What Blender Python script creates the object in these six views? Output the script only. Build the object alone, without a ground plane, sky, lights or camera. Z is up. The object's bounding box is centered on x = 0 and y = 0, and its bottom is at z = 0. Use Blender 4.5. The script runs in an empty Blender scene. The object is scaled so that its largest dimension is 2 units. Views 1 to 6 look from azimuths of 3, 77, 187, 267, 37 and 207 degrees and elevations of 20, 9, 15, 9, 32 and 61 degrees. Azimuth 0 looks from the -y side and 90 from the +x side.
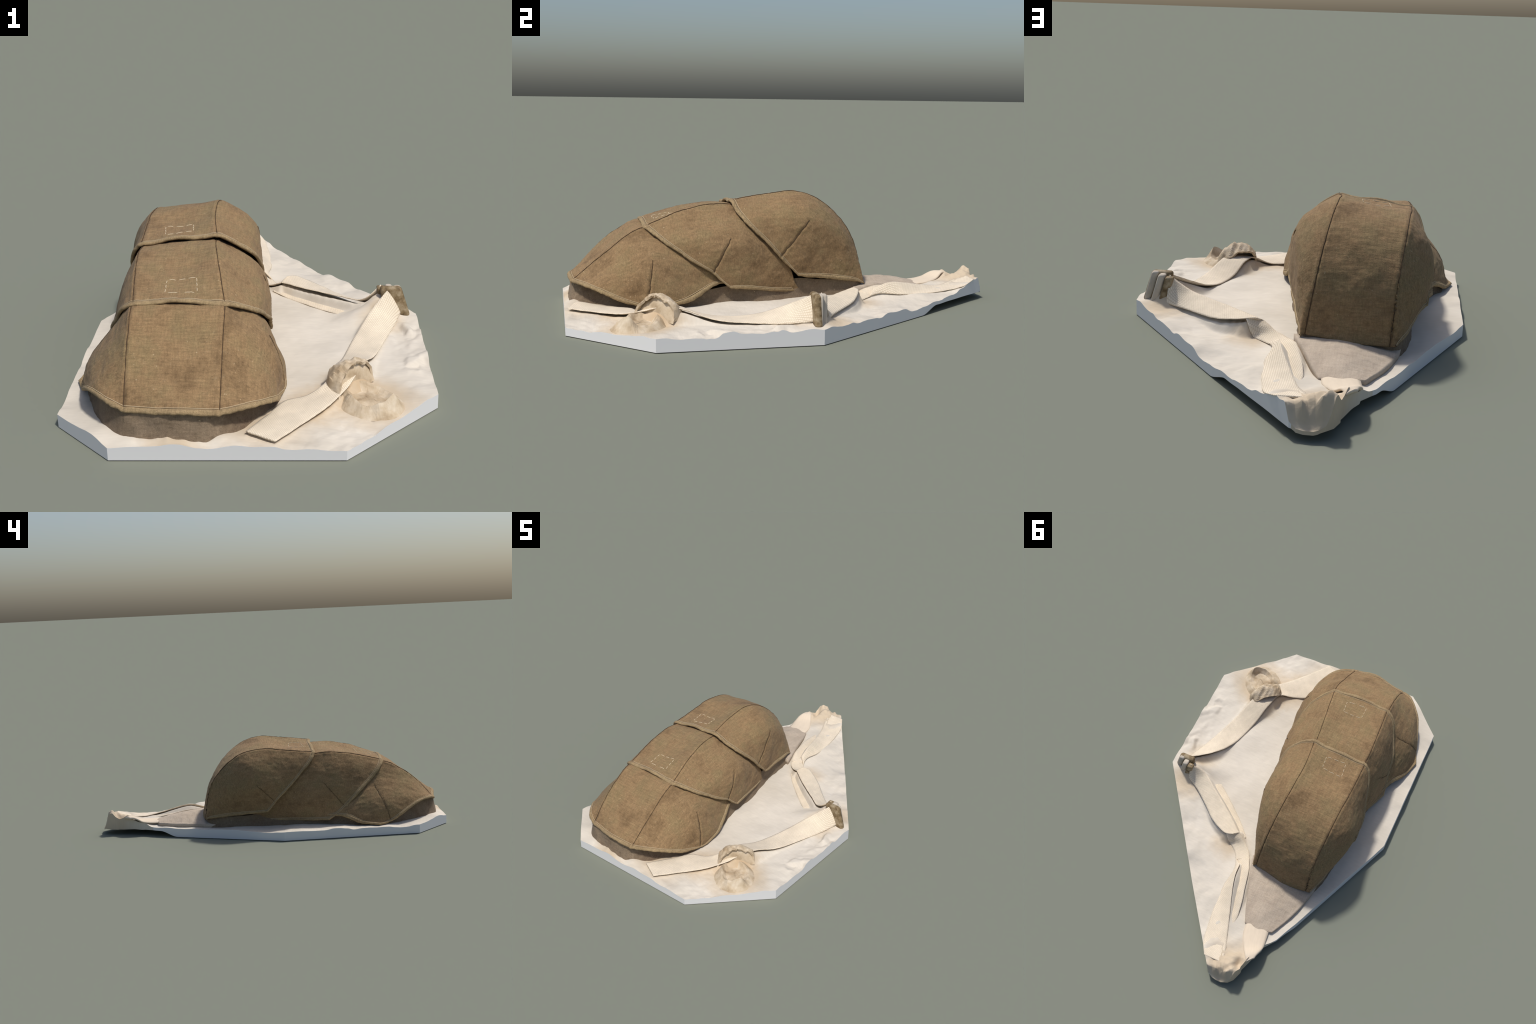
import bpy, math, random
import numpy as np
from mathutils import Vector, Matrix, noise
from mathutils.bvhtree import BVHTree
from mathutils.kdtree import KDTree

random.seed(7)
RNG = np.random.default_rng(7)
COL = bpy.context.scene.collection

# ------------------------------------------------------------------ helpers
def arr(*p):
    return np.array(p, dtype=float)


def chord(P):
    d = np.r_[0, np.cumsum(np.linalg.norm(np.diff(P, axis=0), axis=1))]
    return d / d[-1]


def hermite(x, P, q, crease=None):
    """Cubic through the rows of P (any trailing shape) at knots x, read at q; creased knots get one-sided tangents."""
    P = np.asarray(P, float)
    n = len(x)
    shape = (-1,) + (1,) * (P.ndim - 1)
    h = np.diff(x)
    slope = np.diff(P, axis=0) / h.reshape(shape)
    ml, mr = np.empty_like(P), np.empty_like(P)
    for i in range(n):
        if i == 0:
            ml[i] = mr[i] = slope[0]
        elif i == n - 1:
            ml[i] = mr[i] = slope[-1]
        else:
            m = (slope[i - 1] * h[i] + slope[i] * h[i - 1]) / (h[i] + h[i - 1])
            k = (crease or {}).get(i, 0.0)
            ml[i] = m * (1 - k) + slope[i - 1] * k
            mr[i] = m * (1 - k) + slope[i] * k
    i = np.clip(np.searchsorted(x, q, side="right") - 1, 0, n - 2)
    u = ((q - x[i]) / h[i]).reshape(shape)
    H = h[i].reshape(shape)
    return ((2 * u**3 - 3 * u**2 + 1) * P[i] + (u**3 - 2 * u**2 + u) * H * mr[i]
            + (-2 * u**3 + 3 * u**2) * P[i + 1] + (u**3 - u**2) * H * ml[i + 1])


def spline(P, n):
    P = np.asarray(P, float)
    x = chord(P)
    Q = hermite(x, P, np.linspace(0, 1, 6 * n))
    return hermite(chord(Q), Q, np.linspace(0, 1, n))


def smooth(a, b, x):
    t = np.clip((x - a) / (b - a), 0, 1)
    return t * t * (3 - 2 * t)


def fbm(P, scale, seed=0.0, octaves=3):
    """Smooth noise for an (n, 3) array of points."""
    out = np.empty(len(P))
    o = Vector((seed * 13.7, seed * 7.1, seed * 3.3))
    for k, p in enumerate(P):
        out[k] = noise.fractal(Vector(p) * scale + o, 1.0, 2.0, octaves, noise_basis="PERLIN_ORIGINAL")
    return out


class Facet:
    """Crumpled sheet: random heights on a skewed triangle lattice, joined by flat facets."""

    def __init__(self, cell, angle, seed):
        self.cell, self.seed = cell, seed
        c, s = math.cos(angle), math.sin(angle)
        self.rot = np.array([[c, -s], [s, c]])
        self.val = np.random.default_rng(seed).uniform(-1, 1, (257, 257))

    def __call__(self, x, y):
        p = np.stack([x, y], -1) @ self.rot / self.cell
        p = p + (p.sum(-1, keepdims=True)) * 0.366
        i = np.floor(p).astype(int)
        f = p - i
        g = lambda a, b: self.val[(i[..., 0] + a) % 257, (i[..., 1] + b) % 257]
        fx, fy = f[..., 0], f[..., 1]
        v00, v11 = g(0, 0), g(1, 1)
        lower = v00 * (1 - fx) + g(1, 0) * (fx - fy) + v11 * fy
        upper = v00 * (1 - fy) + g(0, 1) * (fy - fx) + v11 * fx
        return np.where(fx > fy, lower, upper)


def mesh_object(name, verts, faces, mat, parent=None, smooth_shade=True, kind=None):
    me = bpy.data.meshes.new(name)
    me.from_pydata(np.asarray(verts).tolist(), [], faces if isinstance(faces, list) else faces.tolist())
    me.polygons.foreach_set("use_smooth", [smooth_shade] * len(me.polygons))
    me.materials.append(mat)
    me.update()
    ob = bpy.data.objects.new(name, me)
    COL.objects.link(ob)
    if parent:
        ob.parent = parent
    if kind:
        ob["kind"] = kind
    return ob


def reframe(ob, direction):
    """Turn an object's own axes along a direction, leaving its shape where it is (for grain that follows the part)."""
    d = Vector((direction[0], direction[1], 0)).normalized()
    m = Matrix(((d.x, -d.y, 0, 0), (d.y, d.x, 0, 0), (0, 0, 1, 0), (0, 0, 0, 1)))
    ob.data.transform(m.inverted())
    ob.matrix_local = m


def grid_faces(r, c, base=0, flip=False):
    i, j = np.meshgrid(np.arange(r - 1), np.arange(c - 1), indexing="ij")
    a = (i * c + j).ravel() + base
    f = np.stack([a, a + 1, a + 1 + c, a + c], 1)
    return f[:, ::-1] if flip else f


def shell(top, bottom):
    """Closed solid from two matching grids."""
    r, c = top.shape[:2]
    V = np.concatenate([top.reshape(-1, 3), bottom.reshape(-1, 3)])
    n = r * c
    rim = np.concatenate([np.arange(c), np.arange(1, r) * c + c - 1, (r - 1) * c + np.arange(c - 2, -1, -1), np.arange(r - 2, 0, -1) * c])
    nxt = np.roll(rim, -1)
    side = np.stack([rim, rim + n, nxt + n, nxt], 1)
    return V, np.concatenate([grid_faces(r, c), grid_faces(r, c, n, True), side])


def normals(G):
    du = np.gradient(G, axis=0)
    dv = np.gradient(G, axis=1)
    n = np.cross(du, dv)
    l = np.linalg.norm(n, axis=2, keepdims=True)
    return n / np.maximum(l, 1e-9)


def tube(P, radius, sides=6, taper=True):
    P = np.asarray(P, float)
    T = np.gradient(P, axis=0)
    T /= np.maximum(np.linalg.norm(T, axis=1, keepdims=True), 1e-9)
    ref = np.array([0.31, 0.17, 0.93])
    A = np.cross(T, ref)
    A /= np.linalg.norm(A, axis=1, keepdims=True)
    B = np.cross(T, A)
    r = np.broadcast_to(radius, len(P)).copy()
    if taper:
        r[0] *= 0.4
        r[-1] *= 0.4
    a = np.arange(sides) * 2 * math.pi / sides
    V = P[:, None] + r[:, None, None] * (np.cos(a)[None, :, None] * A[:, None] + np.sin(a)[None, :, None] * B[:, None])
    n = len(P)
    F = []
    for i in range(n - 1):
        for k in range(sides):
            k2 = (k + 1) % sides
            F.append((i * sides + k, i * sides + k2, (i + 1) * sides + k2, (i + 1) * sides + k))
    F.append(tuple(range(sides))[::-1])
    F.append(tuple((n - 1) * sides + k for k in range(sides)))
    return V.reshape(-1, 3), F


def join(parts):
    V, F, o = [], [], 0
    for v, f in parts:
        V.append(np.asarray(v))
        F += [tuple(int(i) + o for i in q) for q in f]
        o += len(v)
    return np.concatenate(V), F


# ---------------------------------------------------------------- materials
class Mat:
    def __init__(self, name, rough=0.9, sheen=0.0):
        self.m = bpy.data.materials.new(name)
        self.m.use_nodes = True
        self.t = self.m.node_tree
        self.b = self.t.nodes["Principled BSDF"]
        self.b.inputs["Roughness"].default_value = rough
        self.b.inputs["Specular IOR Level"].default_value = 0.15
        self.b.inputs["Sheen Weight"].default_value = sheen
        self.tc = self.t.nodes.new("ShaderNodeTexCoord")

    def node(self, kind, **kw):
        n = self.t.nodes.new("ShaderNode" + kind)
        for k, v in kw.items():
            if k in n.inputs:
                n.inputs[k].default_value = v
            else:
                setattr(n, k, v)
        return n

    def link(self, a, b):
        self.t.links.new(a, b)

    def coords(self, scale=(1, 1, 1), rot=(0, 0, 0)):
        n = self.node("Mapping")
        n.inputs["Scale"].default_value = scale
        n.inputs["Rotation"].default_value = rot
        self.link(self.tc.outputs["Object"], n.inputs["Vector"])
        return n.outputs["Vector"]

    def noise(self, scale, stretch=(1, 1, 1), detail=3, rough=0.55, rot=(0, 0, 0)):
        n = self.node("TexNoise", Scale=scale, Detail=detail, Roughness=rough)
        self.link(self.coords(stretch, rot), n.inputs["Vector"])
        return n.outputs["Fac"]

    def ramp(self, fac, stops):
        n = self.node("ValToRGB")
        e = n.color_ramp.elements
        while len(e) < len(stops):
            e.new(0.5)
        for el, (p, c) in zip(e, stops):
            el.position = p
            el.color = (*c, 1) if len(c) == 3 else c
        self.link(fac, n.inputs["Fac"])
        return n.outputs["Color"]

    def mix(self, a, b, fac, mode="MIX"):
        n = self.node("Mix", data_type="RGBA", blend_type=mode)
        for sock, v in ((n.inputs[0], fac), (n.inputs[6], a), (n.inputs[7], b)):
            if hasattr(v, "links"):
                self.link(v, sock)
            elif isinstance(v, tuple):
                sock.default_value = (*v, 1)
            else:
                sock.default_value = v
        return n.outputs[2]

    def math(self, op, a, b=0.0):
        n = self.node("Math", operation=op)
        for sock, v in zip(n.inputs, (a, b)):
            if hasattr(v, "links"):
                self.link(v, sock)
            else:
                sock.default_value = v
        return n.outputs[0]

    def grey(self, fac, lo, hi, p0=0.3, p1=0.7):
        return self.ramp(fac, [(p0, (lo,) * 3), (p1, (hi,) * 3)])

    def bump(self, height, strength=0.4, distance=0.002):
        n = self.node("Bump", Strength=strength, Distance=distance)
        self.link(height, n.inputs["Height"])
        self.link(n.outputs["Normal"], self.b.inputs["Normal"])

    def colour(self, c):
        if hasattr(c, "links"):
            self.link(c, self.b.inputs["Base Color"])
        else:
            self.b.inputs["Base Color"].default_value = (*c, 1)
        return self.m


def linen(name, brown, olive, dark, contrast=1.0):
    k = Mat(name, 0.95, 0.05)
    blotch = k.noise(8.0, (1, 0.8, 1), 6, 0.7)
    c = k.ramp(blotch, [(0.34, dark), (0.47, brown), (0.62, olive)])
    weft = k.noise(16, (1.0, 11, 7), 5, 0.7)
    warp = k.noise(16, (11, 1.0, 2.5), 5, 0.7, (0, 0, 0.04))
    slub = k.math("MULTIPLY", k.grey(weft, 1 - 0.24 * contrast, 1 + 0.20 * contrast), k.grey(warp, 1 - 0.18 * contrast, 1 + 0.16 * contrast))
    grain = k.noise(260, (1, 1, 1), 3, 0.7)
    slub = k.math("MULTIPLY", slub, k.grey(grain, 1 - 0.2 * contrast, 1 + 0.18 * contrast))
    c = k.mix(c, slub, 1.0, "MULTIPLY")
    worn = k.noise(38, (1, 1, 1), 4, 0.7)
    c = k.mix(c, (0.36, 0.275, 0.165), k.ramp(worn, [(0.60, (0, 0, 0)), (0.78, (0.4,) * 3)]))
    lint = k.noise(95, (1, 1, 1), 1, 0.4)
    c = k.mix(c, (0.44, 0.34, 0.21), k.ramp(lint, [(0.755, (0, 0, 0)), (0.80, (0.7,) * 3)]))
    k.bump(k.math("ADD", grain, k.math("MULTIPLY", weft, 1.2)), 0.5, 0.0025)
    return k.colour(c)


def webbing(name, pale, gap, cell=0.0088):
    """Woven tape: staggered little bumps along the tape's own x axis."""
    k = Mat(name, 0.9, 0.1)
    v = k.node("TexBrick", Scale=1.0)
    v.inputs["Mortar Size"].default_value = 0.0013
    v.inputs["Mortar Smooth"].default_value = 1.0
    v.inputs["Brick Width"].default_value = cell * 1.05
    v.inputs["Row Height"].default_value = cell * 0.62
    v.inputs["Color1"].default_value = v.inputs["Color2"].default_value = (1, 1, 1, 1)
    v.inputs["Mortar"].default_value = (0, 0, 0, 1)
    k.link(k.coords(), v.inputs["Vector"])
    soft = k.noise(18, (1, 1, 1), 3)
    c = k.mix(gap, pale, v.outputs["Color"])
    c = k.mix(c, k.grey(soft, 0.9, 1.04), 1.0, "MULTIPLY")
    k.bump(v.outputs["Color"], 0.45, 0.0018)
    return k.colour(c)


def cloth_white(name, pale, shade, mottling=0.5, stains=()):
    k = Mat(name, 0.9)
    big = k.noise(3.2, (1, 1, 1), 3, 0.5)
    c = k.ramp(big, [(0.35, shade), (0.62, pale)])
    streak = k.noise(20, (1, 5, 1), 4, 0.6, (0, 0, 0.5))
    c = k.mix(c, k.grey(streak, 1 - 0.07 * mottling, 1 + 0.05 * mottling), 1.0, "MULTIPLY")
    for centre, outer, inner in stains:
        d = k.node("VectorMath", operation="DISTANCE")
        k.link(k.tc.outputs["Object"], d.inputs[0])
        d.inputs[1].default_value = centre
        reach = k.math("ADD", d.outputs["Value"], k.math("MULTIPLY", k.math("SUBTRACT", k.noise(11, (1, 1, 1), 4, 0.6), 0.5), 0.12))
        m = k.ramp(reach, [(inner, (0.85,) * 3), (outer, (0, 0, 0))])
        c = k.mix(c, k.mix(c, (0.86, 0.76, 0.63), 1.0, "MULTIPLY"), m)
    k.bump(k.noise(70, (1, 2.5, 1), 4, 0.6, (0, 0, 0.3)), 0.25, 0.003)
    return k.colour(c)


M_LINEN = linen("brown_linen", (0.262, 0.171, 0.088), (0.246, 0.174, 0.088), (0.190, 0.122, 0.062))
M_HEM = linen("folded_linen_hem", (0.305, 0.220, 0.120), (0.312, 0.230, 0.124), (0.250, 0.176, 0.094), 1.1)
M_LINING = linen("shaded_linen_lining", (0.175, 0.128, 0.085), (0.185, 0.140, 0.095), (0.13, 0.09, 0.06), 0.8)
M_LINING_PALER = linen("paler_linen_lining", (0.200, 0.148, 0.099), (0.225, 0.170, 0.116), (0.155, 0.112, 0.074), 0.8)  # a step lighter than the lining, still toned down for the front hollow
M_TAB = linen("greyish_linen", (0.455, 0.375, 0.292), (0.485, 0.405, 0.318), (0.40, 0.325, 0.252), 0.45)
M_SEAM = Mat("dark_seam_thread").colour((0.085, 0.055, 0.032))
M_THREAD = Mat("pale_thread").colour((0.47, 0.37, 0.235))
M_BASTE = Mat("cream_basting_thread").colour((0.60, 0.50, 0.345))
M_STRAP = webbing("cream_webbing", (0.78, 0.685, 0.545), (0.60, 0.495, 0.36))
M_STRAP_PLAIN = cloth_white("cream_tape", (0.70, 0.60, 0.47), (0.62, 0.52, 0.40))
M_PAPER = cloth_white("crumpled_white_cloth", (0.650, 0.594, 0.508), (0.575, 0.522, 0.440), 0.6,
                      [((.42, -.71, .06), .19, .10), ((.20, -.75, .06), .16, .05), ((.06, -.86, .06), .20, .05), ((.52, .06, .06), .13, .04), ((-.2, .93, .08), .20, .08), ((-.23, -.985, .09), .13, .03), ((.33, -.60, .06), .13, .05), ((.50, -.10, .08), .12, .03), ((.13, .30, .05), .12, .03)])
M_EDGE = Mat("plain_white_cut", 0.85).colour((0.70, 0.70, 0.70))
M_PAD = cloth_white("greyish_tape", (0.52, 0.46, 0.38), (0.37, 0.33, 0.275), 2.0)
k = Mat("brown_slider", 0.6)
M_SLIDER = k.colour(k.ramp(k.noise(30, (1, 1, 1), 4, 0.6), [(0.35, (0.10, 0.068, 0.035)), (0.5, (0.22, 0.16, 0.088)), (0.68, (0.37, 0.305, 0.205))]))
k = Mat("tan_plastic_loop", 0.75)
M_LOOP = k.colour(k.ramp(k.noise(16, (1, 1, 1), 4, 0.6), [(0.33, (0.37, 0.28, 0.18)), (0.5, (0.52, 0.42, 0.295)), (0.68, (0.63, 0.54, 0.415))]))

# ------------------------------------------------------------ things' roots
cover = bpy.data.objects.new("segmented_linen_cover", None)
COL.objects.link(cover)
cover["label"] = "three overlapping brown linen flaps sewn into a hood with cream straps"
cover["category"] = "fabric armour cover"

# --------------------------------------------------------------- base cloth
# outline of the cut base in plan: left and right border as functions of y
LEFT = arr((-0.44, -1.0), (-0.647, -0.795), (-0.645, -0.035), (-0.394, 0.565), (-0.338, 0.688), (-0.292, 0.748), (-0.290, 0.772), (-0.268, 0.822), (-0.240, 0.900), (-0.242, 0.916), (-0.226, 0.965), (-0.205, 0.989), (-0.17, 1.0))
RIGHT = arr((0.316, -1.0), (0.643, -0.673), (0.642, -0.015), (0.213, 0.576), (0.05, 0.792), (-0.002, 0.860), (-0.068, 0.948), (-0.096, 0.985), (-0.118, 0.996), (-0.14, 1.0))

FLOOR = arr(  # measured heights of the upper surface
    (-0.44, -1.0, 0.045), (-0.29, -1.0, 0.051), (-0.13, -1.0, 0.043), (0.07, -1.0, 0.049), (0.14, -1.0, 0.038), (0.315, -1.0, 0.037),
    (0.375, -0.94, 0.041), (0.47, -0.85, 0.048), (0.51, -0.80, 0.045), (0.64, -0.674, 0.050), (0.643, -0.58, 0.046), (0.643, -0.51, 0.052),
    (0.643, -0.46, 0.047), (0.643, -0.39, 0.060), (0.643, -0.24, 0.059), (0.643, -0.18, 0.073), (0.643, -0.148, 0.058), (0.643, -0.05, 0.065),
    (0.643, -0.018, 0.059), (0.544, 0.118, 0.054), (0.536, 0.129, 0.060), (0.511, 0.164, 0.048), (0.421, 0.287, 0.046), (0.386, 0.336, 0.061),
    (0.326, 0.418, 0.054), (0.259, 0.511, 0.032), (0.22, 0.565, 0.038), (0.143, 0.67, 0.046), (0.064, 0.779, 0.052), (0.009, 0.854, 0.070),
    (-0.053, 0.939, 0.092), (-0.34, 0.693, 0.047), (-0.369, 0.622, 0.050), (-0.404, 0.539, 0.047), (-0.432, 0.472, 0.050), (-0.459, 0.407, 0.044),
    (-0.519, 0.262, 0.048), (-0.6, 0.08, 0.045), (-0.645, -0.035, 0.049), (-0.645, -0.234, 0.043), (-0.645, -0.349, 0.057), (-0.645, -0.392, 0.057),
    (-0.645, -0.427, 0.047), (-0.645, -0.47, 0.052), (-0.645, -0.589, 0.049), (-0.645, -0.707, 0.041), (-0.645, -0.794, 0.05), (-0.58, -0.862, 0.048),
    (0.207, -0.603, 0.048), (0.15, -0.66, 0.046), (0.2, -0.5, 0.046), (0.13, -0.80, 0.050), (0.342, -0.233, 0.058), (0.413, -0.078, 0.060), (0.12, 0.288, 0.048), (0.035, 0.644, 0.055), (-0.1, 0.768, 0.062),
    (0.2, -0.3, 0.052), (0.1, 0.0, 0.052), (0.25, 0.0, 0.054), (-0.25, -0.9, 0.07), (-0.24, -0.965, 0.060), (-0.06, -0.94, 0.060), (-0.42, -0.93, 0.060), (0.06, -0.82, 0.062), (-0.5, -0.4, 0.050), (-0.25, 0.0, 0.05), (0.3, 0.25, 0.05),
    (0.15, 0.45, 0.05), (0.0, 0.35, 0.055), (-0.2, 0.6, 0.055), (-0.16, 0.8, 0.075), (-0.05, 0.86, 0.085), (-0.2, 0.9, 0.105), (-0.28, 0.78, 0.075), (0.45, -0.4, 0.052),
)


CR1, CR2, CR3 = Facet(0.085, 0.4, 3), Facet(0.045, 1.1, 4), Facet(0.024, 2.0, 5)


def floor_height(x, y):
    x, y = np.asarray(x, float), np.asarray(y, float)
    d2 = (x[..., None] - FLOOR[:, 0]) ** 2 + (y[..., None] - FLOOR[:, 1]) ** 2
    w = 1 / (d2 + 0.0006) ** 1.6
    return (w * FLOOR[:, 2]).sum(-1) / w.sum(-1)


def base_surface(x, y):
    z = floor_height(x, y)
    z = z + 0.0045 * np.sin(7.3 * x + 3.1 * y + 2 * np.sin(2.9 * y)) * np.sin(5.1 * y - 4.4 * x + 1.3) + 0.003 * np.sin(17 * x - 6 * y + 1.5 * np.sin(9 * y))
    # crumples, strong near the front right corner and the right border, weak on the smooth middle
    front = np.exp(-(((x - 0.30) / 0.28) ** 2 + ((y + 0.92) / 0.16) ** 2)) + 1.3 * np.exp(-(((x - 0.62) / 0.09) ** 2 + ((y + 0.34) / 0.28) ** 2))
    side = np.exp(-(((x + 0.69 * y - 0.55) / 0.14) ** 2)) * smooth(-0.05, 0.2, y)
    rear = smooth(0.72, 0.9, y)
    m = 0.30 + 1.0 * np.clip(front, 0, 1.3) + 0.45 * side + 0.5 * rear
    z = z + m * (0.0045 * CR1(x, y) + 0.0035 * CR2(x, y) + 0.0015 * CR3(x, y))
    z = z + 0.072 * np.exp(-(((x - 0.495) / 0.060) ** 2 + ((y + 0.012) / 0.048) ** 2))  # tented against the slider
    z = z + 0.030 * np.exp(-(((x - 0.410) / 0.075) ** 2 + ((y + 0.055) / 0.060) ** 2))
    chip = np.exp(-(((x - 0.585) / 0.05) ** 2 + ((y + 0.19) / 0.07) ** 2)) + np.exp(-(((x - 0.60) / 0.05) ** 2 + ((y + 0.46) / 0.06) ** 2))
    z = z + chip * 0.012 * np.clip(3 * CR2(x * 1.1, y * 0.9), -1, 1)
    # ragged lump at the rear tip
    n1 = CR2(x * 1.7 + 3, y * 1.7)
    n2 = CR3(x + 5, y)
    lump = smooth(0.83, 0.945, y) * (0.028 + 0.014 * n1 + 0.006 * n2)
    z = z + lump * np.exp(-(((x + 0.18) / 0.085) ** 2)) * 0.9
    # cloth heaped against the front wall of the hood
    z = z + (0.008 + 0.004 * CR2(x, y) + 0.002 * CR3(x, y)) * np.where(y < -0.972, np.exp(-(((y + 0.972) / 0.015) ** 2)), np.exp(-(((y + 0.972) / 0.04) ** 2))) * smooth(-0.44, -0.34, x) * smooth(-0.02, -0.12, x)
    z = z + 0.040 * np.exp(-(((x + 0.272) / 0.028) ** 2 + ((y - 0.85) / 0.022) ** 2)) - 0.03 * np.exp(-(((x + 0.222) / 0.018) ** 2 + ((y - 0.89) / 0.03) ** 2))
    z = z + 0.022 * np.exp(-(((x + 0.215) / 0.02) ** 2 + ((y - 0.945) / 0.02) ** 2))
    drop = smooth(0.956 + 0.006 * n1, 1.002, y)
    z = z * (1 - drop) + 0.031 * drop
    return z


def base_under(x, y):
    z = 0.031 * smooth(0.56, 0.66, y) + 0.002 * smooth(0.6, 0.7, y) * CR1(x, y)
    return np.maximum(z, 0)


# ------------------------------------------------------- ribbons and tapes
RIBBONS = []  # undersides, and how steeply the sheet rises to meet them


def ribbon(name, left, right, mat, thick=0.006, n=90, m=13, dome=0.002, parent=cover, wob=0.0012, seed=0, slope=1.2):
    A, B = spline(left, n), spline(right, n)
    u = np.linspace(0, 1, m)[None, :, None]
    G = A[:, None] * (1 - u) + B[:, None] * u
    N = normals(G)
    if N[..., 2].mean() < 0:
        N = -N
    w = fbm(G.reshape(-1, 3), 24, seed, 2).reshape(n, m)
    e = np.abs(2 * u[..., 0] - 1)
    G = G + N * (dome * (1 - e**4) + wob * w)[..., None]
    top = G
    bot = G - N * thick * (0.35 + 0.65 * (1 - e**8))[..., None]
    RIBBONS.append((bot.reshape(-1, 3), slope))
    V, F = shell(top, bot)
    ob = mesh_object(name, V, F, mat, parent)
    reframe(ob, (A[-1] + B[-1] - A[0] - B[0]))
    return ob


# front strap: flat end, lifted into the loop, then leaning up to the slider
ribbon("strap", [(.093, -.988, .062), (.180, -.880, .063), (.274, -.768, .072), (.335, -.690, .095), (.380, -.600, .118), (.402, -.530, .108), (.440, -.430, .076), (.508, -.234, .064), (.548, -.130, .068), (.577, -.045, .078)],
       [(-.003, -.942, .072), (.055, -.830, .060), (.120, -.725, .060), (.200, -.690, .064), (.262, -.655, .096), (.292, -.560, .104), (.322, -.440, .070), (.385, -.240, .076), (.455, -.120, .128), (.532, -.030, .182)],
       M_STRAP, 0.007, 150, 15, seed=1, slope=1.6)
# strap from the slider back to a twisted tip
ribbon("strap", [(.505, .046, .072), (.432, .088, .074), (.340, .160, .078), (.267, .223, .088), (.200, .262, .104), (.150, .278, .116), (.118, .268, .118)],
       [(.500, .010, .180), (.434, -.006, .128), (.330, .060, .112), (.245, .119, .108), (.170, .175, .104), (.118, .218, .102), (.090, .240, .098)],
       M_STRAP, 0.006, 90, 13, seed=3, slope=3.0)
# its lower layer, lying on the sheet
ribbon("strap", [(.470, .000, .066), (.380, .060, .062), (.250, .150, .060), (.140, .225, .060), (.070, .275, .062)],
       [(.400, -.050, .060), (.320, .000, .057), (.200, .095, .056), (.115, .170, .058), (.055, .235, .062)],
       M_STRAP, 0.004, 70, 11, seed=4, slope=1.5)
# tip that turns under and runs on
ribbon("strap_turn", [(.150, .278, .116), (.138, .292, .090), (.120, .300, .056), (.080, .330, .052), (.050, .375, .060)],
       [(.088, .238, .099), (.068, .252, .088), (.040, .275, .074), (.005, .305, .070), (-.018, .341, .072)], M_STRAP, 0.005, 60, 11, seed=5, slope=1.5)
# rear strap: two layers with a slit between them
ribbon("strap", [(.050, .370, .060), (.034, .421, .066), (.042, .530, .060), (.035, .644, .060), (.018, .760, .068), (-.004, .856, .081), (-.045, .925, .102)],
       [(.012, .400, .090), (.000, .485, .112), (-.022, .560, .104), (-.055, .650, .086), (-.098, .768, .072), (-.130, .850, .086), (-.150, .925, .104)],
       M_STRAP, 0.006, 110, 13, seed=6)
ribbon("strap", [(.050, .370, .058), (.020, .440, .060), (-.020, .540, .066), (-.060, .660, .062), (-.095, .750, .062)],
       [(-.018, .341, .074), (-.050, .420, .088), (-.070, .500, .088), (-.090, .580, .078), (-.104, .660, .064)],
       M_STRAP, 0.005, 80, 11, seed=7)
# plain tape that leaves the tab toward the tip
ribbon("tape", [(-.160, .670, .066), (-.172, .740, .072), (-.205, .800, .082), (-.240, .850, .106), (-.252, .872, .100)],
       [(-.285, .660, .068), (-.292, .710, .070), (-.298, .760, .080), (-.292, .800, .100), (-.285, .835, .104)],
       M_STRAP_PLAIN, 0.012, 60, 11, 0.006, seed=8)


def rise_to_ribbons(X, Y, Z):
    Z0, Z = Z, Z.copy()
    for P, slope in RIBBONS:
        tree = KDTree(len(P))
        for i, p in enumerate(P):
            tree.insert((p[0], p[1], 0), i)
        tree.balance()
        reach = (P[:, 2].max() - 0.04) / slope + 0.01
        box = (X > P[:, 0].min() - reach) & (X < P[:, 0].max() + reach) & (Y > P[:, 1].min() - reach) & (Y < P[:, 1].max() + reach)
        for i, j in np.argwhere(box):
            _, k, d = tree.find((X[i, j], Y[i, j], 0))
            if d > reach:
                continue
            goal = P[k, 2] - 0.005 - slope * d - (0.002 if d < 0.006 else 0.0)
            h = goal - Z[i, j]
            Z[i, j] += 0.5 * (h + math.sqrt(h * h + 0.004**2)) if h > -0.03 else 0.0
    rise = Z - Z0
    for _ in range(2):
        P = np.pad(rise, 1, mode="edge")
        rise = (P[:-2, 1:-1] + P[2:, 1:-1] + P[1:-1, :-2] + P[1:-1, 2:] + 2 * P[1:-1, 1:-1]) / 6
    return Z0 + rise


NR, NC = 330, 214
ys = np.unique(np.r_[np.linspace(-1, 1, NR), LEFT[:, 1], RIGHT[:, 1]])
xl, xr = np.interp(ys, LEFT[:, 1], LEFT[:, 0]), np.interp(ys, RIGHT[:, 1], RIGHT[:, 0])
f = np.linspace(0, 1, NC)
BX = xl[:, None] * (1 - f) + xr[:, None] * f
BY = np.repeat(ys[:, None], NC, 1)
BZ = rise_to_ribbons(BX, BY, base_surface(BX, BY))
BZ[0], BZ[-1] = base_surface(BX[0], BY[0]), base_surface(BX[-1], BY[-1])
top = np.stack([BX, BY, BZ], -1)
low = np.stack([BX, BY, np.minimum(base_under(BX, BY), BZ - 0.012)], -1)
r, c = BX.shape
base = mesh_object("crumpled_cloth_base", top.reshape(-1, 3), grid_faces(r, c), M_PAPER)
base["label"] = "white crumpled cloth sheet on a flat many-sided cut slab"
base["category"] = "cloth base"
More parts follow.
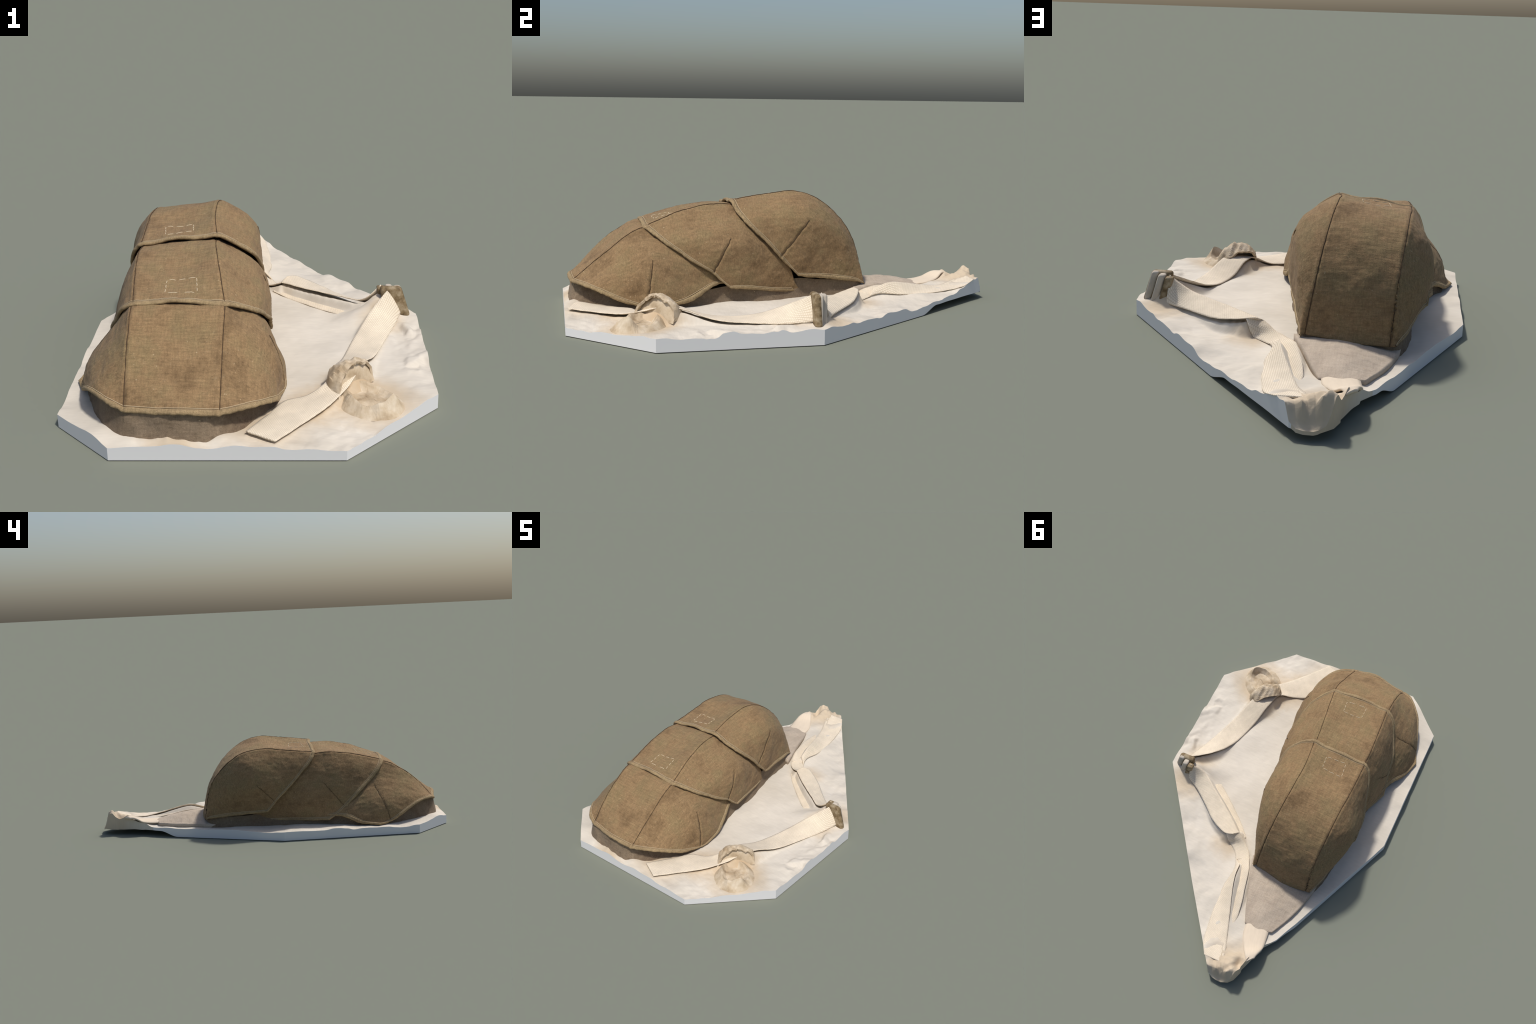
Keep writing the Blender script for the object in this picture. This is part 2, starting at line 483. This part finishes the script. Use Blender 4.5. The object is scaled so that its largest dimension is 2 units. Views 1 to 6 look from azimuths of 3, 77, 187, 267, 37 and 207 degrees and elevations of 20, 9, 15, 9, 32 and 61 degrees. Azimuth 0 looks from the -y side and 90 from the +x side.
# the cut border and the underside are parts of their own
idx = np.concatenate([np.arange(c), np.arange(1, r) * c + c - 1, (r - 1) * c + np.arange(c - 2, -1, -1), np.arange(r - 2, 0, -1) * c])
T, L = top.reshape(-1, 3)[idx], low.reshape(-1, 3)[idx]
n = len(idx)
nxt = (np.arange(n) + 1) % n
V = np.concatenate([T, L])
F = np.stack([np.arange(n), np.arange(n) + n, nxt + n, nxt], 1)
mid = (T + T[nxt])[:, 1] / 2
midx = (T + T[nxt])[:, 0] / 2
scan = (mid > 0.99) | ((mid > 0.70) & (midx < -0.2))  # torn rear end keeps the cloth's colour
mesh_object("cut_border", V, F[~scan].tolist(), M_EDGE, base, False)
mesh_object("torn_border", V, F[scan].tolist(), M_PAPER, base, False)
mesh_object("underside", low[::3, ::3].reshape(-1, 3) if False else low.reshape(-1, 3), grid_faces(r, c, 0, True), M_PAPER, base, False)

# ------------------------------------------------------------- linen flaps
# Each flap: cross-sections from its hem backward; each section runs from the right lower
# edge over the right seam (6), the crown (7) and the left seam (8) to the left lower edge.
REAR = [
    [(.013, .038, .160), (.022, -.005, .203), (.026, -.048, .245), (.022, -.115, .318), (.006, -.187, .390), (-.055, -.232, .445), (-.132, -.251, .489), (-.275, -.245, .478), (-.420, -.248, .457), (-.446, -.232, .424), (-.475, -.178, .366), (-.494, -.100, .285), (-.503, -.030, .220), (-.505, .010, .175), (-.502, .042, .140)],
    [(.001, .096, .149), (.014, .060, .220), (.022, .020, .300), (.014, -.030, .375), (-.014, -.075, .432), (-.070, -.095, .474), (-.150, -.100, .516), (-.275, -.100, .481), (-.422, -.100, .475), (-.452, -.085, .432), (-.483, -.050, .362), (-.504, .000, .295), (-.508, .050, .238), (-.490, .090, .180), (-.465, .120, .128)],
    [(-.017, .180, .138), (-.004, .150, .220), (.004, .120, .310), (.002, .095, .405), (-.020, .085, .447), (-.070, .078, .486), (-.149, .070, .527), (-.275, .065, .508), (-.416, .070, .490), (-.447, .077, .457), (-.481, .099, .402), (-.508, .117, .332), (-.506, .139, .255), (-.478, .175, .180), (-.448, .215, .118)],
    [(-.039, .287, .122), (-.030, .270, .200), (-.025, .255, .282), (-.035, .240, .345), (-.053, .233, .382), (-.083, .226, .416), (-.128, .219, .455), (-.255, .230, .449), (-.405, .213, .444), (-.428, .219, .411), (-.452, .230, .360), (-.466, .243, .298), (-.465, .260, .235), (-.448, .277, .170), (-.427, .304, .108)],
    [(-.054, .345, .110), (-.054, .340, .160), (-.058, .335, .205), (-.066, .333, .238), (-.075, .331, .262), (-.087, .330, .280), (-.101, .330, .304), (-.240, .350, .304), (-.388, .352, .298), (-.394, .352, .272), (-.401, .354, .241), (-.405, .357, .209), (-.406, .361, .175), (-.405, .365, .135), (-.400, .370, .100)],
    [(-.059, .379, .099), (-.061, .378, .100), (-.063, .377, .101), (-.065, .376, .102), (-.067, .375, .103), (-.069, .374, .104), (-.073, .374, .105), (-.232, .408, .096), (-.371, .398, .090), (-.374, .397, .090), (-.377, .396, .090), (-.380, .395, .090), (-.383, .394, .090), (-.386, .393, .090), (-.389, .391, .090)],
]
MIDDLE = [
    [(.062, -.280, .119), (.066, -.320, .152), (.068, -.360, .189), (.056, -.460, .250), (.033, -.545, .312), (-.028, -.608, .352), (-.077, -.650, .384), (-.234, -.650, .395), (-.392, -.645, .385), (-.428, -.627, .359), (-.465, -.577, .305), (-.500, -.490, .228), (-.514, -.424, .165), (-.524, -.370, .122), (-.530, -.305, .080)],
    [(.046, -.200, .112), (.058, -.235, .160), (.064, -.275, .220), (.063, -.335, .291), (.030, -.395, .350), (-.042, -.428, .405), (-.112, -.452, .455), (-.250, -.455, .430), (-.410, -.450, .437), (-.444, -.420, .400), (-.480, -.360, .332), (-.506, -.280, .250), (-.506, -.225, .180), (-.490, -.180, .122), (-.465, -.150, .072)],
    [(.006, -.060, .090), (.022, -.090, .140), (.030, -.115, .200), (.036, -.157, .290), (.012, -.216, .364), (-.057, -.260, .429), (-.134, -.285, .476), (-.270, -.285, .467), (-.420, -.280, .453), (-.446, -.250, .400), (-.470, -.190, .330), (-.476, -.110, .250), (-.468, -.060, .180), (-.450, .000, .120), (-.430, .030, .072)],
    [(-.020, .060, .079), (-.005, .030, .125), (.000, .010, .180), (-.010, -.030, .260), (-.030, -.080, .335), (-.080, -.120, .410), (-.140, -.130, .450), (-.265, -.130, .435), (-.408, -.130, .430), (-.430, -.110, .385), (-.448, -.060, .310), (-.455, .020, .230), (-.450, .070, .165), (-.440, .120, .115), (-.425, .150, .070)],
]
FRONT = [
    [(.122, -.610, .058), (.113, -.670, .062), (.102, -.740, .078), (.085, -.825, .114), (.050, -.888, .138), (-.014, -.938, .146), (-.081, -.972, .148), (-.227, -.975, .152), (-.392, -.940, .142), (-.448, -.912, .158), (-.508, -.846, .159), (-.550, -.762, .124), (-.586, -.685, .083), (-.598, -.630, .060), (-.620, -.575, .058)],
    [(.116, -.522, .067), (.122, -.560, .105), (.112, -.605, .147), (.092, -.690, .178), (.050, -.762, .207), (-.014, -.815, .228), (-.079, -.852, .247), (-.235, -.862, .243), (-.393, -.852, .249), (-.445, -.808, .240), (-.505, -.735, .216), (-.550, -.653, .180), (-.578, -.590, .139), (-.588, -.530, .096), (-.588, -.475, .064)],
    [(.094, -.440, .085), (.088, -.480, .138), (.082, -.530, .188), (.070, -.612, .250), (.032, -.668, .280), (-.020, -.712, .313), (-.078, -.740, .334), (-.240, -.750, .326), (-.396, -.740, .338), (-.436, -.690, .310), (-.475, -.620, .280), (-.505, -.550, .236), (-.530, -.490, .187), (-.542, -.440, .138), (-.545, -.385, .098)],
    [(.055, -.346, .137), (.054, -.380, .165), (.054, -.420, .203), (.040, -.500, .260), (.016, -.570, .305), (-.038, -.628, .344), (-.077, -.662, .378), (-.240, -.668, .382), (-.398, -.652, .378), (-.430, -.610, .340), (-.462, -.540, .288), (-.486, -.460, .222), (-.500, -.410, .175), (-.512, -.360, .135), (-.520, -.320, .102)],
    [(.020, -.240, .130), (.022, -.270, .155), (.018, -.310, .190), (.000, -.380, .240), (-.020, -.450, .290), (-.060, -.500, .340), (-.095, -.530, .365), (-.245, -.535, .360), (-.395, -.520, .365), (-.425, -.480, .330), (-.450, -.410, .280), (-.465, -.340, .210), (-.472, -.290, .165), (-.475, -.250, .130), (-.475, -.210, .100)],
]
THICK = 0.007


class Flap:
    def __init__(self, rows, seed, feet, tips, n_s, n_t):
        R = np.array(rows)
        self.R = R
        self.xs = np.mean([chord(R[:, j]) for j in range(2, 13)], axis=0)
        self.xt = np.mean([chord(R[i]) for i in range(len(R) - (1 if len(R) == 6 else 0))], axis=0)
        # more samples where the hem folds
        self.s = np.linspace(0, 1, n_s)
        self.t = np.linspace(0, 1, n_t)
        self.G = self.raw(self.s, self.t)
        self.len_s = np.linalg.norm(np.diff(self.G[:, n_t // 2], axis=0), axis=1).sum()
        self.dart_base = [self.straight(a, p) for a, p in zip(feet, tips)]
        self.seed = seed
        self.relief()
        self.N = normals(self.G)
        V = self.G.reshape(-1, 3)
        self.tree = BVHTree.FromPolygons(V.tolist(), grid_faces(n_s, n_t).tolist())

    def raw(self, s, t):
        A = hermite(self.xs, self.R, s)
        return np.swapaxes(hermite(self.xt, np.swapaxes(A, 0, 1), t, {6: 1.0, 8: 1.0}), 0, 1)

    def nearest(self, p):
        d = ((self.G - np.array(p)) ** 2).sum(-1)
        i, j = np.unravel_index(d.argmin(), d.shape)
        return self.s[i], self.t[j]

    def seam_lines(self):
        """Seams and darts: paths in surface coordinates, and how far they keep their full depth."""
        one = np.linspace(0, 1, 160)
        yield one, np.full(160, self.xt[6]), 0
        yield one, np.full(160, self.xt[8]), 0
        for k, (j, base) in enumerate(zip((2, 12), self.dart_base)):
            yield base[0], base[1], (1.0, 0.45)[k]

    def straight(self, a, b):
        """Surface path that runs straight between two points."""
        q = np.linspace(0, 1, 14)[:, None]
        P = np.array(a) * (1 - q) + np.array(b) * q
        st = np.array([self.nearest(p) for p in P])
        st = spline(np.c_[st, q], 160)
        return st[:, 0], st[:, 1]

    def at(self, s, t, lift=0.0):
        """Point on the finished surface."""
        fi, fj = np.clip(s, 0, 1) * (len(self.s) - 1), np.clip(t, 0, 1) * (len(self.t) - 1)
        i, j = np.minimum(fi.astype(int), len(self.s) - 2), np.minimum(fj.astype(int), len(self.t) - 2)
        a, b = (fi - i)[..., None], (fj - j)[..., None]
        def lerp(X):
            return (X[i, j] * (1 - a) * (1 - b) + X[i + 1, j] * a * (1 - b) + X[i, j + 1] * (1 - a) * b + X[i + 1, j + 1] * a * b)
        return lerp(self.G) + lift * lerp(self.N)

    def relief(self):
        G = self.G
        N = normals(G)
        P = G.reshape(-1, 3)
        soft = fbm(P, 7, self.seed, 2).reshape(G.shape[:2])
        crease = fbm(P * np.array([1.0, 0.55, 1.0]), 21, self.seed + 4, 2).reshape(G.shape[:2])
        fine = fbm(P, 60, self.seed + 9, 2).reshape(G.shape[:2])
        edge = smooth(0.0, 0.06, self.s)[:, None] * 0.7 + 0.3
        d = edge * (0.0045 * soft + 0.0022 * crease) + 0.0010 * fine
        # hem sag between the seams: shallow scallops along the free edge
        d += 0.004 * np.exp(-(self.s[:, None] / 0.05) ** 2) * np.sin(self.t[None] * 37 + self.seed) * smooth(0.0, 0.1, self.t[None]) * smooth(1.0, 0.9, self.t[None])
        for ls, lt, dart in self.seam_lines():
            q = np.linspace(0, 1, 160)
            L = self.curve(ls, lt)
            near = np.full(G.shape[:2], 9.0)
            along = np.zeros(G.shape[:2])
            for k in range(0, 160):
                dk = ((G - L[k]) ** 2).sum(-1)
                m = dk < near
                near = np.where(m, dk, near)
                along = np.where(m, q[k], along)
            near = np.sqrt(near)
            fade = dart * smooth(1.0, 0.8, along) if dart else 1.0
            pucker = 1 + 0.5 * np.sin(along * 95 + self.seed)
            d += fade * (-0.0038 * np.exp(-((near / 0.0050) ** 2)) + 0.0009 * pucker * np.exp(-(((near - 0.012) / 0.008) ** 2)))
        self.G = G + N * d[..., None]

    def curve(self, s, t):
        fi, fj = np.clip(s, 0, 1) * (len(self.s) - 1), np.clip(t, 0, 1) * (len(self.t) - 1)
        i, j = np.minimum(fi.astype(int), len(self.s) - 2), np.minimum(fj.astype(int), len(self.t) - 2)
        u, v = (fi - i)[:, None], (fj - j)[:, None]
        X = self.G
        return X[i, j] * (1 - u) * (1 - v) + X[i + 1, j] * u * (1 - v) + X[i, j + 1] * (1 - u) * v + X[i + 1, j + 1] * u * v

    def edge_path(self, inset, s_end, n=260):
        """Line at a distance from the free border: up the right lower edge, along the hem, down the left one."""
        lt = np.linalg.norm(np.diff(self.G[len(self.s) // 3], axis=0), axis=1).sum()
        ds, dt = inset / self.len_s, inset / lt
        n1 = n // 4
        s1, t1 = np.linspace(s_end, ds, n1), np.full(n1, dt)
        s2, t2 = np.full(n, ds), np.linspace(dt, 1 - dt, n)
        return np.r_[s1, s2[1:], s1[::-1][1:]], np.r_[t1, t2[1:], 1 - t1[1:]]

    def build(self, s_end):
        V, F = shell(self.G, self.G - self.N * THICK)
        ob = mesh_object("flap", V, F, M_LINEN, cover)
        # folded hem: a slightly proud band wrapped round the free border
        lines = []
        for inset, lift in ((0.0165, -0.0005), (0.016, 0.0026), (0.009, 0.0046), (0.002, 0.0040)):
            s, t = self.edge_path(inset, s_end)
            lines.append(self.at(s, t, lift))
        s, t = self.edge_path(0.0, s_end)
        rim, low = self.at(s, t, 0), self.at(s, t, -THICK)
        s, t = self.edge_path(0.012, s_end)
        nrm = self.at(s, t, 1) - self.at(s, t, 0)
        out = rim - self.at(s, t, 0)
        out /= np.linalg.norm(out, axis=1, keepdims=True)
        jit = fbm(rim, 45, self.seed + 2, 2)[:, None]
        lines.append(rim + out * (0.0030 + 0.003 * jit) + nrm * 0.001)
        lines.append(rim + out * (0.0028 + 0.003 * jit) - nrm * (THICK * 0.7))
        lines.append(low - nrm * 0.002 - out * 0.003)
        lines.append(self.at(s, t, -THICK - 0.0025))
        H = np.stack(lines)
        mesh_object("hem", H.reshape(-1, 3), grid_faces(*H.shape[:2]), M_HEM, ob)
        # stitched line beside the hem
        s, t = self.edge_path(0.0195, s_end)
        P = self.at(s, t, 0.0006)
        P += 0.0012 * np.stack([fbm(P, 25, q + self.seed, 2) for q in (1, 2, 3)], 1)
        V, F = tube(P, 0.00125, 5)
        mesh_object("hem_stitching", V, F, M_THREAD, ob, kind="stuff")
        # seams and darts
        parts = []
        for ls, lt, dart in self.seam_lines():
            ls = np.maximum(ls, 0.018)
            P = self.at(ls, lt, 0.0016)
            w = (0.0009 if 0 < dart < 1 else 0.0016) * (1 + 0.6 * fbm(P, 60, 3, 2))
            parts.append(tube(P, w, 5))
        V, F = join(parts)
        mesh_object("seam", V, F, M_SEAM, ob, kind="stuff")
        return ob

    def drop(self, x, y):
        hit = self.tree.ray_cast(Vector((x, y, 2)), Vector((0, 0, -1)))
        return hit[0], hit[1]


flaps = [
    Flap(REAR, 1.0, [(.026, -.048, .245), (-.504, -.005, .192)], [(-.002, .088, .407), (-.508, .100, .298)], 190, 270),
    Flap(MIDDLE, 2.0, [(.068, -.360, .189), (-.518, -.400, .145)], [(.049, -.275, .343), (-.506, -.275, .300)], 130, 270),
    Flap(FRONT, 3.0, [(.115, -.650, .061), (-.585, -.645, .066)], [(.072, -.623, .260), (-.495, -.574, .267)], 150, 290),
]
ends = [0.97, 0.93, 0.90]
obs = [f.build(e) for f, e in zip(flaps, ends)]


def basting(flap, ob, corners, dashes):
    """Square of long running stitches lying on the crown of a flap."""
    n = 0
    me_parts = []
    for e in range(4):
        a, b = np.array(corners[e]), np.array(corners[(e + 1) % 4])
        k = dashes[e]
        for i in range(k):
            u0, u1 = (i + 0.12 + 0.1 * RNG.random()) / k, (i + 0.80 + 0.12 * RNG.random()) / k
            P = []
            for u in np.linspace(u0, u1, 7):
                x, y = a + (b - a) * u + RNG.normal(0, 0.0006, 2)
                h, nn = flap.drop(x, y)
                if nn.z < 0:
                    nn = -nn
                P.append(h + nn * (0.0012 * math.sin(math.pi * (u - u0) / (u1 - u0)) - 0.0002))
            V, F = tube(P, 0.0014, 5)
            mesh_object("basting_stitch", V, F, M_BASTE, ob)


basting(flaps[1], obs[1], [(-.289, -.513), (-.186, -.509), (-.177, -.590), (-.288, -.594)], (3, 3, 2, 3))
basting(flaps[0], obs[0], [(-.343, -.109), (-.233, -.115), (-.228, -.185), (-.333, -.194)], (3, 3, 3, 3))

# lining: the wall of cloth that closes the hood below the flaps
foot = arr((-.574, -.630), (-.528, -.748), (-.474, -.864), (-.396, -.942), (-.303, -.960), (-.222, -.972), (-.130, -.964), (-.070, -.935), (.020, -.845), (.086, -.725), (.100, -.600),
           (.064, -.420), (.036, -.280), (.013, -.100), (-.014, .040), (-.032, .150), (-.048, .280), (-.072, .362), (-.150, .385), (-.232, .395), (-.320, .390), (-.378, .380), (-.418, .300),
           (-.435, .200), (-.440, .100), (-.438, .030), (-.455, -.100), (-.480, -.230), (-.510, -.360), (-.575, -.500))
head_z = np.array([.074, .112, .148, .146, .150, .156, .148, .138, .110, .080, .080, .105, .125, .12, .14, .13, .12, .105, .10, .10, .095, .095, .105, .11, .115, .12, .11, .10, .10, .070])
inset = np.array([.012, .010, .010, .008, .006, .006, .006, .010, .018, .020, .014, .010, .008, .006, .006, .004, .004, .002, .004, .004, .004, .002, .004, .004, .0, .0, .005, .005, .006, .010])
closed = np.concatenate([np.c_[foot, head_z, inset]] * 1 + [np.c_[foot, head_z, inset][:1]])
Q = spline(closed, 300)
ctr = np.array([-0.24, -0.3])
dirn = np.stack([np.gradient(Q[:, 1]), -np.gradient(Q[:, 0])], 1)
dirn /= np.linalg.norm(dirn, axis=1, keepdims=True)
sgn = np.sign(((Q[:, :2] - ctr) * dirn).sum(1, keepdims=True))
dirn *= sgn
fz = floor_height(Q[:, 0], Q[:, 1]) - 0.006
rings = []
for u in np.linspace(0, 1, 10):
    xy = Q[:, :2] - dirn * (Q[:, 3:4] * u)
    flare = 0.012 * (1 - u) ** 3
    xy = xy + dirn * flare
    rings.append(np.c_[xy, fz * (1 - u) + Q[:, 2] * u])
S = np.stack(rings)
wob = fbm(S.reshape(-1, 3), 16, 5, 2).reshape(S.shape[:2])
S[..., :2] += dirn[None] * (wob * 0.006)[..., None]
LF = grid_faces(*S.shape[:2])
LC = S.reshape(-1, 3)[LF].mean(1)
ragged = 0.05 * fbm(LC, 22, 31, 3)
paler = (LC[:, 0] + ragged > -.375) & (LC[:, 0] + ragged < -.075) & (LC[:, 1] < -.90)
mesh_object("lining", S.reshape(-1, 3), LF[~paler], M_LINING, cover)
mesh_object("lining_front", S.reshape(-1, 3), LF[paler], M_LINING_PALER, cover)


# greyish linen tab under the rear edge
tabL = spline([(-.030, .320, .085), (-.052, .400, .092), (-.088, .500, .090), (-.122, .600, .078), (-.152, .676, .066)], 60)
tabM = spline([(-.220, .330, .098), (-.222, .410, .100), (-.226, .500, .100), (-.226, .600, .090), (-.228, .690, .072)], 60)
tabR = spline([(-.410, .340, .062), (-.395, .430, .068), (-.375, .500, .070), (-.340, .590, .070), (-.302, .666, .070)], 60)
q = np.linspace(0, 1, 41)
tab = np.swapaxes(hermite(np.array([0, 0.5, 1.0]), np.stack([tabL, tabM, tabR]), q), 0, 1)
Nn = normals(tab)
Nn = Nn if Nn[..., 2].mean() > 0 else -Nn
tab = tab + Nn * (0.005 * fbm(tab.reshape(-1, 3), 9, 11, 3).reshape(tab.shape[:2]) + 0.0015 * fbm(tab.reshape(-1, 3), 40, 12, 2).reshape(tab.shape[:2]))[..., None]
under = tab.copy()
under[..., 2] = floor_height(tab[..., 0], tab[..., 1]) - 0.004
V, F = shell(tab, under)
mesh_object("tab", V, F, M_TAB, cover)


# ------------------------------------------------------------------ slider
def leaning_block(name, foot, head, z0, z1, mat, bevel, parent):
    """Rounded block whose top rectangle is shifted and narrowed: foot and head are (x0, x1, y0, y1)."""
    V = [(x, y, z) for z, q in ((z0, foot), (z1, head)) for x, y in ((q[0], q[2]), (q[1], q[2]), (q[1], q[3]), (q[0], q[3]))]
    F = [(3, 2, 1, 0), (4, 5, 6, 7), (0, 1, 5, 4), (1, 2, 6, 5), (2, 3, 7, 6), (3, 0, 4, 7)]
    ob = mesh_object(name, V, F, mat, parent)
    b = ob.modifiers.new("round", "BEVEL")
    b.width, b.segments = bevel, 5
    return ob


leaning_block("slider", (.514, .618, -.046, -.012), (.492, .578, -.042, -.008), .060, .187, M_SLIDER, .014, cover)
leaning_block("slider_bar", (.504, .546, -.010, .030), (.482, .516, -.004, .027), .062, .173, M_SLIDER, .008, cover)
leaning_block("pad", (.547, .580, -.024, .017), (.514, .544, -.014, .023), .062, .181, M_PAD, .011, cover)
leaning_block("pad", (.582, .614, -.046, -.011), (.546, .576, -.032, -.001), .062, .186, M_PAD, .011, cover)

# ---------------------------------------------------- loop round the strap
arch = spline([(.270, -.690, .070), (.276, -.678, .125), (.300, -.655, .152), (.345, -.625, .165), (.385, -.585, .148), (.404, -.560, .120), (.412, -.556, .070)], 40)
lip = spline([(.300, -.735, .066), (.310, -.708, .112), (.332, -.674, .146), (.368, -.640, .160), (.400, -.604, .140), (.420, -.580, .112), (.428, -.578, .066)], 40)
back = spline([(.258, -.672, .062), (.262, -.658, .100), (.270, -.630, .125), (.310, -.595, .135), (.350, -.560, .122), (.378, -.540, .098), (.392, -.535, .062)], 40)
G = hermite(np.array([0, .5, 1.0]), np.stack([back, arch, lip]), np.linspace(0, 1, 18))
G[..., 2] += 0.007 * CR2(G[..., 0] * 3, G[..., 2] * 3 + G[..., 1]) + 0.002 * CR3(G[..., 0] * 2, G[..., 2] * 2)
Nn = normals(G)
Nn = Nn if Nn[..., 2].mean() > 0 else -Nn
V, F = shell(G, G - Nn * 0.009)
mesh_object("strap_loop", V, F, M_LOOP, cover, False)
# cloth bunched up inside the loop: a sagging wall from its crown down to the sheet
u = np.linspace(0, 1, 12)[:, None, None]
crown = arch[3:-3] * 0.7 + lip[3:-3] * 0.3 - np.array([0, 0, .006])
ends_line = np.linspace(crown[0, :2], crown[-1, :2], len(crown))
sill = np.c_[ends_line * 0.75 + crown[:, :2] * 0.25 + np.array([.018, -.020]), np.full(len(crown), .058)]
G = crown[None] * (1 - u) + sill[None] * u
G[..., :2] += np.array([.002, -.002]) * np.sin(math.pi * u)
G[..., 2] += 0.006 * CR2(G[..., 0] * 2, G[..., 1] * 2 + G[..., 2]) * np.sin(math.pi * u[..., 0])
Nn = normals(G)
V, F = shell(G, G - Nn * 0.004)
mesh_object("bunched_cloth", V, F, M_LOOP, cover, False)
# oval ring that trails from the loop toward the corner
a = np.linspace(0, 2 * math.pi, 73)
ax, bx = Vector((0.75, -0.66)).normalized(), Vector((0.66, 0.75)).normalized()
cx, cy = .408, -.716
turn = lambda c, w: np.exp(-((((a - c + math.pi) % (2 * math.pi)) - math.pi) / w) ** 2)
# low behind, a crumpled lip in front, highest where the loop's legs run into it
ring_h = 0.015 + 0.036 * turn(0.1, 0.5) + 0.010 * turn(-0.7, 0.5) + 0.016 * turn(-2.2, 0.6) + 0.016 * turn(2.4, 0.5)
prof = [(-0.0695, 0.10), (-0.050, 0.11), (-0.024, 0.18), (-0.012, 0.6), (-0.002, 1.0), (0.008, 0.72), (0.018, 0.32), (0.038, -0.006)]
rows = []
for w, h in prof:
    rx, ry = 0.088 + w, 0.070 + w
    x = cx + ax.x * np.cos(a) * rx + bx.x * np.sin(a) * ry
    y = cy + ax.y * np.cos(a) * rx + bx.y * np.sin(a) * ry
    hh = 0.006 + ring_h * h if h > 0 else np.full_like(a, h)
    hh = hh + (0.006 if -0.045 > w else 0.0)
    rows.append(np.stack([x, y, floor_height(x, y) + hh], -1))
G = np.stack(rows)
G[1:-1, :, 2] += (0.005 * CR3(G[1:-1, :, 0], G[1:-1, :, 1]) + 0.006 * CR2(G[1:-1, :, 0] * 1.3, G[1:-1, :, 1])) * smooth(0, 1, ring_h / 0.03)
G[:, -1] = G[:, 0]
mesh_object("ring", G.reshape(-1, 3), grid_faces(*G.shape[:2]), M_LOOP, cover, False)
